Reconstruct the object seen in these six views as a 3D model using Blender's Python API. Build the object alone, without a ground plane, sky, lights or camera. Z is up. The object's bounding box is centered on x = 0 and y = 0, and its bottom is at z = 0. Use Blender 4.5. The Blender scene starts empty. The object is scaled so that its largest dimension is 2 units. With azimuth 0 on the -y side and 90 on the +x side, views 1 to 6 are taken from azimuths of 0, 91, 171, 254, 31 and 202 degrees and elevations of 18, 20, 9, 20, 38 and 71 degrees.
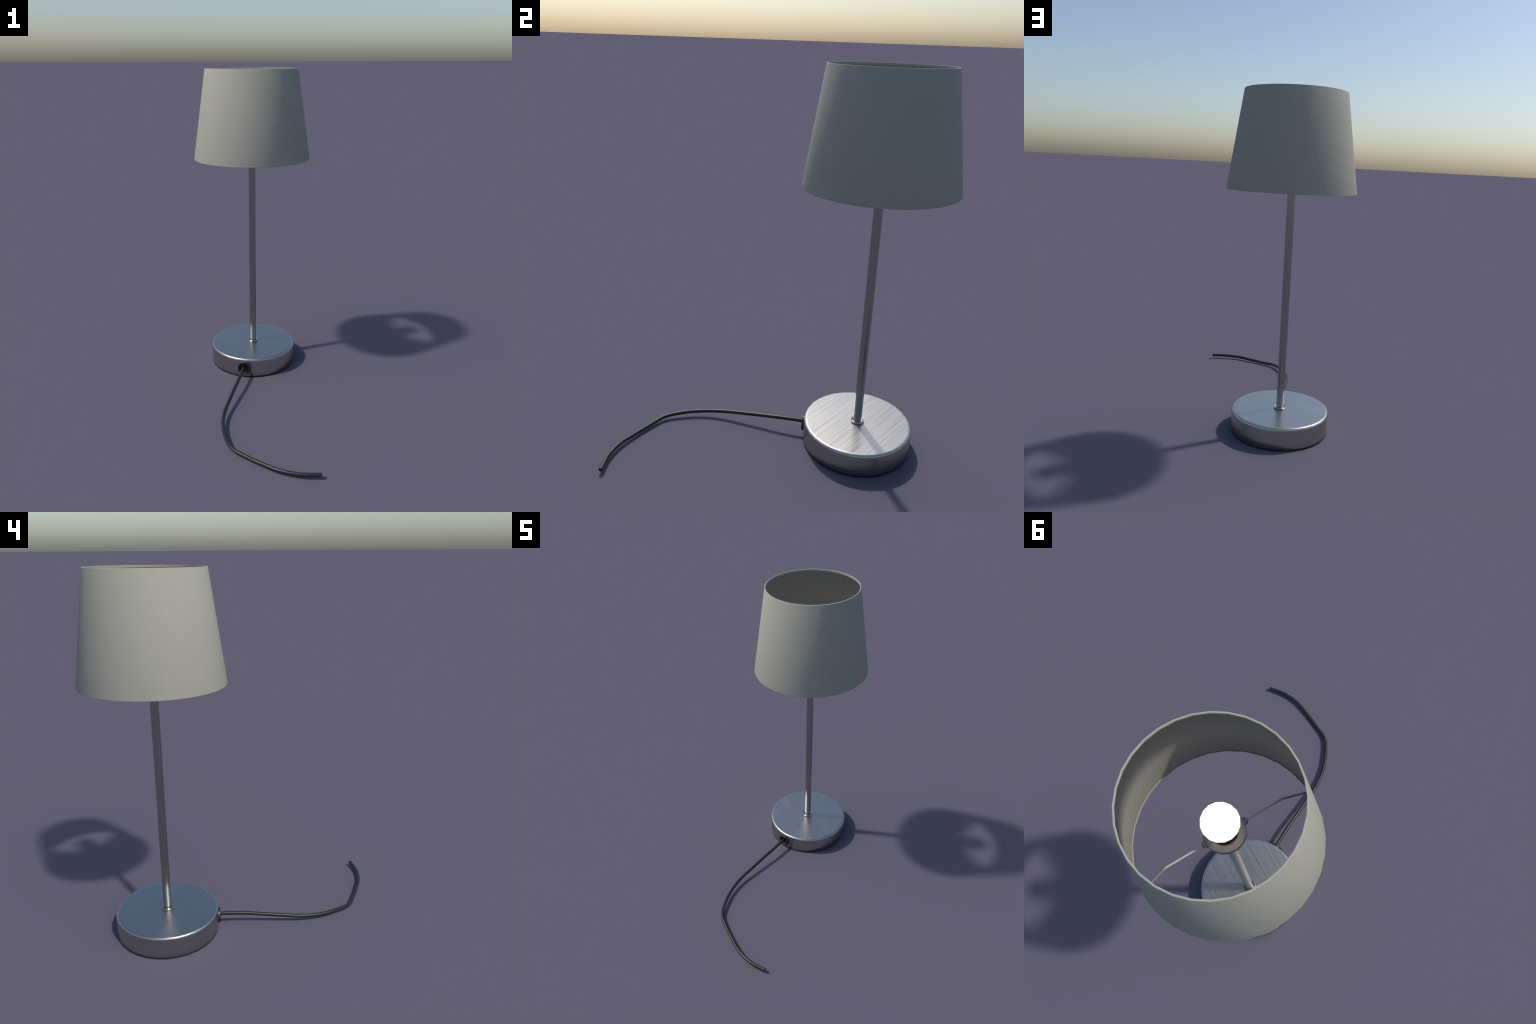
"""Table lamp: brushed-metal disc base, slim pole, conical fabric shade, bare bulb, black cord."""
import bpy, bmesh, math
from mathutils import Vector, Matrix

AXIS = (0.0, 0.478)          # the lamp's vertical axis
ROUND = 32                   # facets round the big turned parts

# ------------------------------------------------------------------ materials
class Nodes:
    def __init__(self, name):
        self.mat = bpy.data.materials.new(name)
        self.mat.use_nodes = True
        self.t = self.mat.node_tree
        self.bsdf = self.t.nodes["Principled BSDF"]
    def add(self, kind, **props):
        n = self.t.nodes.new(kind)
        for k, v in props.items():
            setattr(n, k, v)
        return n
    def link(self, a, b):
        self.t.links.new(a, b)
    def put(self, sock, val):
        if hasattr(val, "default_value") or hasattr(val, "links"):
            self.link(val, sock)
        else:
            sock.default_value = val
    def math(self, op, a, b=None, c=None):
        n = self.add("ShaderNodeMath", operation=op)
        for i, v in enumerate((a, b, c)):
            if v is not None:
                self.put(n.inputs[i], v)
        return n.outputs[0]
    def noise(self, vec, scale, detail=3.0, rough=0.55):
        n = self.add("ShaderNodeTexNoise")
        self.link(vec, n.inputs["Vector"])
        n.inputs["Scale"].default_value = scale
        n.inputs["Detail"].default_value = detail
        n.inputs["Roughness"].default_value = rough
        return n.outputs["Fac"]
    def coords(self):
        return self.add("ShaderNodeTexCoord").outputs["Object"]
    def mapping(self, vec, rot=(0, 0, 0), scale=(1, 1, 1)):
        m = self.add("ShaderNodeMapping")
        self.link(vec, m.inputs["Vector"])
        m.inputs["Rotation"].default_value = rot
        m.inputs["Scale"].default_value = scale
        return m.outputs["Vector"]
    def ramp(self, fac, stops):
        r = self.add("ShaderNodeValToRGB")
        self.link(fac, r.inputs["Fac"])
        el = r.color_ramp.elements
        el[0].position, el[0].color = stops[0][0], (*stops[0][1], 1)
        el[1].position, el[1].color = stops[-1][0], (*stops[-1][1], 1)
        for p, c in stops[1:-1]:
            e = el.new(p)
            e.color = (*c, 1)
        return r.outputs["Color"]
    def remap(self, fac, lo, hi, a=0.0, b=1.0):
        m = self.add("ShaderNodeMapRange")
        self.link(fac, m.inputs["Value"])
        m.inputs["From Min"].default_value = a
        m.inputs["From Max"].default_value = b
        m.inputs["To Min"].default_value = lo
        m.inputs["To Max"].default_value = hi
        return m.outputs["Result"]
    def bump(self, height, strength, dist):
        b = self.add("ShaderNodeBump")
        b.inputs["Strength"].default_value = strength
        b.inputs["Distance"].default_value = dist
        self.link(height, b.inputs["Height"])
        self.link(b.outputs["Normal"], self.bsdf.inputs["Normal"])
    def set(self, **kw):
        for k, v in kw.items():
            self.put(self.bsdf.inputs[k.replace("_", " ")], v)


def fabric(name, colour):
    """Pale twill cloth: fine diagonal weave plus loose fibre noise, wrapped round the axis."""
    m = Nodes(name)
    co = m.coords()
    sep = m.add("ShaderNodeSeparateXYZ")
    m.link(co, sep.inputs[0])
    x, y, z = sep.outputs
    arc = m.math("MULTIPLY", m.math("ARCTAN2", y, x), 0.335)
    comb = m.add("ShaderNodeCombineXYZ")
    m.link(arc, comb.inputs[0])
    m.link(z, comb.inputs[1])
    flat = comb.outputs[0]
    # twill ridges, broken up by noise stretched along them
    twill = m.mapping(flat, rot=(0, 0, math.radians(38)), scale=(1, 1, 1))
    s2 = m.add("ShaderNodeSeparateXYZ")
    m.link(twill, s2.inputs[0])
    ridge = m.math("SINE", m.math("MULTIPLY", s2.outputs[1], 2 * math.pi / 0.0062))
    fibre = m.noise(m.mapping(twill, scale=(70, 260, 1)), 1.0, 2.0)
    lump = m.noise(co, 100.0, 3.0)
    h = m.math("ADD", m.math("MULTIPLY", ridge, 0.085),
               m.math("ADD", m.math("MULTIPLY", fibre, 0.8), m.math("MULTIPLY", lump, 0.75)))
    tone = m.remap(h, 0.95, 1.05, 0.55, 1.35)
    mix = m.add("ShaderNodeMix", data_type="RGBA", blend_type="MULTIPLY")
    mix.inputs["Factor"].default_value = 1.0
    mix.inputs["A"].default_value = (*colour, 1)
    m.link(tone, mix.inputs["B"])
    m.set(Base_Color=mix.outputs["Result"], Roughness=0.9)
    m.bsdf.inputs["Specular IOR Level"].default_value = 0.15
    m.bump(h, 0.30, 0.0024)
    return m.mat


def brushed_metal(name, colour, rough=(0.28, 0.355), angle=139.5):
    """Satin steel with long straight brush strokes running across it."""
    m = Nodes(name)
    co = m.coords()
    line = m.mapping(co, rot=(0, 0, math.radians(-angle)))
    broad = m.noise(m.mapping(line, scale=(1.5, 75, 0)), 1.0, 3.0, 0.6)
    fine = m.noise(m.mapping(line, scale=(2.5, 170, 0)), 1.0, 2.0, 0.6)
    h = m.math("ADD", m.math("MULTIPLY", broad, 0.6), m.math("MULTIPLY", fine, 0.4))
    col = m.ramp(h, [(0.36, tuple(c * 0.935 for c in colour)), (0.64, tuple(c * 1.065 for c in colour))])
    m.set(Base_Color=col, Metallic=1.0, Roughness=m.remap(h, rough[0], rough[1], 0.36, 0.64))
    return m.mat


def satin_metal(name, tone, rough, grain=60.0):
    """Plain metal, faint vertical/mottled grain only."""
    m = Nodes(name)
    n = m.noise(m.mapping(m.coords(), scale=(grain, grain, grain * 0.05)), 1.0, 2.0)
    col = m.ramp(n, [(0.3, tuple(t * 0.985 for t in tone)), (0.7, tuple(min(1, t * 1.015) for t in tone))])
    m.set(Base_Color=col, Metallic=1.0, Roughness=m.remap(n, rough - 0.01, rough + 0.01, 0.3, 0.7))
    return m.mat


def rubber(name, colour, rough):
    m = Nodes(name)
    n = m.noise(m.coords(), 160.0, 2.0)
    col = m.ramp(n, [(0.3, tuple(c * 0.85 for c in colour)), (0.7, tuple(c * 1.15 for c in colour))])
    m.set(Base_Color=col, Roughness=rough)
    return m.mat


def glowing_glass(name):
    m = Nodes(name)
    n = m.noise(m.coords(), 6.0, 1.0)
    col = m.ramp(n, [(0.0, (0.98, 0.98, 0.97)), (1.0, (1.0, 1.0, 1.0))])
    m.set(Base_Color=col, Roughness=0.3)
    m.link(col, m.bsdf.inputs["Emission Color"])
    m.bsdf.inputs["Emission Strength"].default_value = 1.0
    return m.mat


STEEL = (0.475, 0.465, 0.435)          # warm satin nickel
MAT = {
    "cloth": fabric("shade_cloth", (0.370, 0.366, 0.308)),
    "lining": fabric("shade_lining", (0.364, 0.360, 0.316)),
    "brushed": brushed_metal("brushed_steel", STEEL),
    "pole": satin_metal("satin_steel", STEEL, 0.20),
    "side": satin_metal("turned_steel", STEEL, 0.31),
    "polished": satin_metal("polished_steel", STEEL, 0.14),
    "socket": satin_metal("socket_metal", (0.27, 0.24, 0.212), 0.40),
    "wire": rubber("wire_enamel", (0.56, 0.53, 0.49), 0.45),
    "rubber": rubber("black_rubber", (0.013, 0.0135, 0.0125), 0.42),
    "foot": rubber("foot_rubber", (0.010, 0.010, 0.010), 0.7),
    "knob": rubber("grey_plastic", (0.30, 0.295, 0.29), 0.6),
    "glow": glowing_glass("glowing_glass"),
}

# ------------------------------------------------------------------ geometry helpers
def finish(bm, name, mat, parent, loc=(0, 0, 0), smooth=30.0):
    bmesh.ops.recalc_face_normals(bm, faces=bm.faces)
    me = bpy.data.meshes.new(name)
    bm.to_mesh(me)
    bm.free()
    ob = bpy.data.objects.new(name, me)
    bpy.context.collection.objects.link(ob)
    me.materials.append(MAT[mat])
    me.shade_smooth()
    me.set_sharp_from_angle(angle=math.radians(smooth))
    ob.parent = parent
    ob.location = loc
    return ob


def lathe(profile, segs, closed=False, phase=0.0):
    """Turn (radius, z) points about z. Points on the axis become one pole vertex."""
    bm = bmesh.new()
    rings = []
    for r, z in profile:
        if r < 1e-6:
            rings.append([bm.verts.new((0, 0, z))])
        else:
            rings.append([bm.verts.new((r * math.cos(phase + 2 * math.pi * k / segs),
                                        r * math.sin(phase + 2 * math.pi * k / segs), z)) for k in range(segs)])
    pairs = list(zip(rings, rings[1:]))
    if closed:
        pairs.append((rings[-1], rings[0]))
    for a, b in pairs:
        for k in range(segs):
            j = (k + 1) % segs
            if len(a) == 1 and len(b) == 1:
                continue
            if len(a) == 1:
                bm.faces.new((a[0], b[j], b[k]))
            elif len(b) == 1:
                bm.faces.new((a[k], a[j], b[0]))
            else:
                bm.faces.new((a[k], a[j], b[j], b[k]))
    return bm


def spline(points, per_span):
    """Catmull-Rom curve through the points."""
    p = [Vector(q) for q in points]
    p = [2 * p[0] - p[1]] + p + [2 * p[-1] - p[-2]]
    out = []
    for i in range(1, len(p) - 2):
        a, b, c, d = p[i - 1:i + 3]
        for s in range(per_span):
            t = s / per_span
            out.append(0.5 * (2 * b + (c - a) * t + (2 * a - 5 * b + 4 * c - d) * t * t
                              + (3 * b - a - 3 * c + d) * t ** 3))
    out.append(p[-2])
    return out


def tube(path, radius, segs):
    """Sweep a capped round section along a path with a parallel-transported frame."""
    bm = bmesh.new()
    path = [Vector(q) for q in path]
    tan = [(path[min(i + 1, len(path) - 1)] - path[max(i - 1, 0)]).normalized() for i in range(len(path))]
    n = tan[0].orthogonal().normalized()
    rings = []
    for p, t in zip(path, tan):
        n = (n - t * n.dot(t)).normalized()
        b = t.cross(n)
        rings.append([bm.verts.new(p + radius * (math.cos(2 * math.pi * k / segs) * n
                                                 + math.sin(2 * math.pi * k / segs) * b)) for k in range(segs)])
    for a, b in zip(rings, rings[1:]):
        for k in range(segs):
            j = (k + 1) % segs
            bm.faces.new((a[k], a[j], b[j], b[k]))
    bm.faces.new(rings[0][::-1])
    bm.faces.new(rings[-1])
    return bm


def arc(cx, cz, r, a0, a1, n):
    return [(cx + r * math.cos(math.radians(a0 + (a1 - a0) * i / n)),
             cz + r * math.sin(math.radians(a0 + (a1 - a0) * i / n))) for i in range(n + 1)]


# ------------------------------------------------------------------ the lamp
lamp = bpy.data.objects.new("table_lamp", None)
bpy.context.collection.objects.link(lamp)
lamp.location = (*AXIS, 0)
lamp["label"] = "slim table lamp with brushed steel disc base and pale conical shade"
lamp["category"] = "table lamp"

# --- base: turned disc with a soft chamfered rim, hollow hole for the cord
BASE_R, BASE_TOP, RIM = 0.2922, 0.1328, 0.0115
base = finish(lathe([(0.0, 0.009), (BASE_R - 0.001, 0.009), (BASE_R, 0.010), (BASE_R, 0.045), (BASE_R, 0.085),
                     (BASE_R, BASE_TOP - RIM - 0.012)]
                    + arc(BASE_R - RIM, BASE_TOP - RIM, RIM, 0, 90, 2)
                    + [(BASE_R - RIM - 0.005, BASE_TOP), (0.0, BASE_TOP)], ROUND), "base", "side", lamp, smooth=50)
foot = finish(lathe([(0.0, 0.0), (BASE_R - 0.0025, 0.0), (BASE_R - 0.0015, 0.001), (BASE_R - 0.0015, 0.0095),
                     (0.0, 0.0095)], ROUND), "foot_pad", "foot", base)

# cord grommet on the rim, facing the front
GROMMET_AZ = math.radians(-90 - 11.3)
GROMMET_Z = 0.067
out = Vector((math.cos(GROMMET_AZ), math.sin(GROMMET_AZ), 0))
turn = out.to_track_quat("Z", "Y").to_matrix().to_4x4()
hole = finish(lathe([(0, 0.245), (0.037, 0.245), (0.037, 0.32), (0, 0.32)], 24), "hole_cutter", "rubber", None)
hole.matrix_world = Matrix.Translation((*AXIS, GROMMET_Z)) @ turn
bpy.context.view_layer.update()
cut = base.modifiers.new("cord_hole", "BOOLEAN")
cut.operation, cut.object, cut.solver = "DIFFERENCE", hole, "EXACT"
bpy.context.view_layer.update()
cut_mesh = bpy.data.meshes.new_from_object(base.evaluated_get(bpy.context.evaluated_depsgraph_get()))
base.modifiers.clear()
base.data = cut_mesh
base.data.materials.clear()
base.data.materials.append(MAT["side"])
base.data.materials.append(MAT["brushed"])
for poly in base.data.polygons:          # strokes run across the flat top only
    poly.material_index = 1 if poly.normal.z > 0.98 else 0
base.data.shade_smooth()
base.data.set_sharp_from_angle(angle=math.radians(50))
bpy.data.objects.remove(hole)

bm = lathe([(0.0, 0.2840), (0.032, 0.2840), (0.032, 0.296), (0.0335, 0.3000), (0.0365, 0.3018), (0.0415, 0.3018),
            (0.0438, 0.3008), (0.0448, 0.2985), (0.0448, 0.280), (0.0365, 0.280), (0.0365, 0.2455), (0.0, 0.2455)], 24)
bm.transform(turn)
grommet = finish(bm, "cord_grommet", "rubber", base, (0, 0, GROMMET_Z), 40)

# polished collar where the pole enters the base
finish(lathe([(0.026, BASE_TOP - 0.004), (0.0325, BASE_TOP - 0.003), (0.0332, BASE_TOP + 0.002)]
             + arc(0.0336, BASE_TOP + 0.0080, 0.0031, -60, 170, 9)
             + [(0.0280, BASE_TOP + 0.0045), (0.0262, BASE_TOP + 0.0045), (0.0250, BASE_TOP + 0.0065),
                (0.0222, BASE_TOP + 0.0085)], 48), "pole_collar", "polished", base, smooth=80)

# --- pole: one straight tube
POLE_R = 0.0226
pole = finish(lathe([(0, 0.06), (POLE_R, 0.06), (POLE_R, 0.5), (POLE_R, 1.0), (POLE_R, 1.57), (0, 1.57)], 32),
              "pole", "pole", lamp, smooth=50)

# --- lamp holder and bulb
SEAT = 1.60
socket = finish(lathe([(0.0, 1.50), (0.030, 1.50), (0.044, 1.515), (0.044, SEAT - 0.026), (0.050, SEAT - 0.002), (0.0515, SEAT + 0.001),
                       (0.0505, SEAT + 0.006), (0.039, 1.655), (0.036, 1.682), (0.0, 1.682)], 32), "lamp_holder", "socket", lamp, smooth=40)
finish(lathe([(0.0445, SEAT - 0.026), (0.0785, SEAT - 0.026), (0.0800, SEAT - 0.023), (0.0800, SEAT - 0.005),
              (0.0790, SEAT - 0.0015), (0.0540, SEAT), (0.0445, SEAT - 0.0005)], 16, closed=True,
             phase=math.pi / 16), "holder_ring", "socket", socket, smooth=35)
BULB_R, BULB_Z = 0.0695, 1.738
finish(lathe([(0.0, 1.668), (0.040, 1.668)] + arc(0, BULB_Z, BULB_R, -50, 80, 10) + [(0.0, BULB_Z + BULB_R)], 16,
             phase=math.pi / 16), "light_bulb", "glow", lamp, smooth=60)

# --- lampshade: thin cone of cloth, rounded hems
TOP_R, TOP_Z, LOW_R, LOW_Z, WALL = 0.2922, 2.0, 0.3744, 1.4427, 0.0068
slope = (LOW_R - TOP_R) / (TOP_Z - LOW_Z)
wall = lambda z, inset=0.0: (TOP_R + slope * (TOP_Z - z) - inset, z)
HEM, SKIN = 0.012, 0.0014


def soft_normals(ob, tilt_at):
    """Smooth shading whose normal leans up or down the wall by tilt_at(depth below the top), in degrees."""
    me = ob.data
    normals = []
    for poly in me.polygons:
        for li in poly.loop_indices:
            co = me.vertices[me.loops[li].vertex_index].co
            rad = Vector((co.x, co.y, 0)).normalized()
            t = tilt_at(TOP_Z - co.z, poly.normal, rad)
            if t is None:
                normals.append(poly.normal.copy())
                continue
            side = 1.0 if poly.normal.dot(rad) > 0 else -1.0
            t = math.radians(t)
            normals.append(rad * (side * math.cos(t)) + Vector((0, 0, math.sin(t))))
    me.normals_split_custom_set(normals)


steps = [i / 12 for i in range(13)]
span = lambda z0, z1, inset: [wall(z0 + (z1 - z0) * t, inset) for t in steps]
e = 0.0012
shade = finish(lathe(span(LOW_Z + e, TOP_Z - e, 0) + [wall(TOP_Z, e), wall(TOP_Z, WALL - e), wall(TOP_Z - e, WALL),
                     wall(TOP_Z - HEM, WALL), wall(TOP_Z - HEM, SKIN), wall(LOW_Z + HEM * 0.5, SKIN),
                     wall(LOW_Z + HEM * 0.5, WALL), wall(LOW_Z + e, WALL), wall(LOW_Z, WALL - e), wall(LOW_Z, e)],
                     ROUND, closed=True), "lampshade", "cloth", lamp, smooth=180)
# normals bent to slant the sun/shade edge: 17 degrees up, level at hem
soft_normals(shade, lambda d, n, rad: (17.0 - 31.0 * d) if n.dot(rad) > 0.9 else (-8.0 if n.dot(rad) < -0.9 else None))

lo, hi = LOW_Z + HEM * 0.5 + 0.0003, TOP_Z - HEM - 0.0003
lining = finish(lathe(span(lo, hi, SKIN + 0.0009) + span(hi, lo, SKIN + 0.0003), ROUND, closed=True),
                "shade_lining", "lining", shade, smooth=180)
# straight wall; normals turned down near the top to darken a shade band there
soft_normals(lining, lambda d, n, rad: -max(8.4, 60.0 - 172.0 * d) if n.dot(rad) < -0.9 else None)

# --- the two bent wires that carry the shade, each in a knob on the holder ring
ARM_AZ = 4.035
arm_mesh = knob_mesh = None
for i in range(2):
    if arm_mesh is None:
        ends = [(0.074, 1.579), (0.150, 1.579), (0.236, 1.579), (0.2434, 1.5785), (0.250, 1.572), (0.3665, 1.4535)]
        arm = finish(tube([(r, 0, z) for r, z in ends], 0.0042, 8), "shade_arm", "wire", lamp, smooth=60)
        arm_mesh = arm.data
        kb = lathe([(0, 0.070), (0.0150, 0.070), (0.0150, 0.086), (0.0120, 0.0915), (0.006, 0.0935), (0, 0.094)], 12)
        kb.transform(Matrix.Translation((0, 0, 1.579)) @ Matrix.Rotation(math.pi / 2, 4, "Y"))
        knob = finish(kb, "arm_knob", "knob", arm, smooth=40)
        knob_mesh = knob.data
    else:
        arm = bpy.data.objects.new("shade_arm", arm_mesh)
        knob = bpy.data.objects.new("arm_knob", knob_mesh)
        for o in (arm, knob):
            bpy.context.collection.objects.link(o)
        arm.parent, knob.parent = lamp, arm
    arm.rotation_euler = (0, 0, ARM_AZ + math.pi * i)

# --- power cord, drooping out of the grommet and along the floor (world coordinates)
CORD = [(-0.0480, 0.255, 0.0751), (-0.0679, 0.1465, 0.0750), (-0.0906, 0.0386, 0.0700), (-0.1172, -0.0676, 0.0599),
        (-0.1428, -0.1742, 0.0490), (-0.1666, -0.2823, 0.0375), (-0.1724, -0.3956, 0.0290), (-0.1541, -0.5077, 0.0250),
        (-0.1130, -0.6129, 0.0182), (-0.0320, -0.6816, 0.0135), (0.0572, -0.7468, 0.0150), (0.1491, -0.8040, 0.0180),
        (0.2516, -0.8359, 0.0200), (0.3600, -0.8420, 0.0225)]
cord_path = [p - Vector((*AXIS, 0)) for p in spline(CORD, 8)]
finish(tube(cord_path, 0.0108, 12), "power_cord", "rubber", lamp, smooth=50)
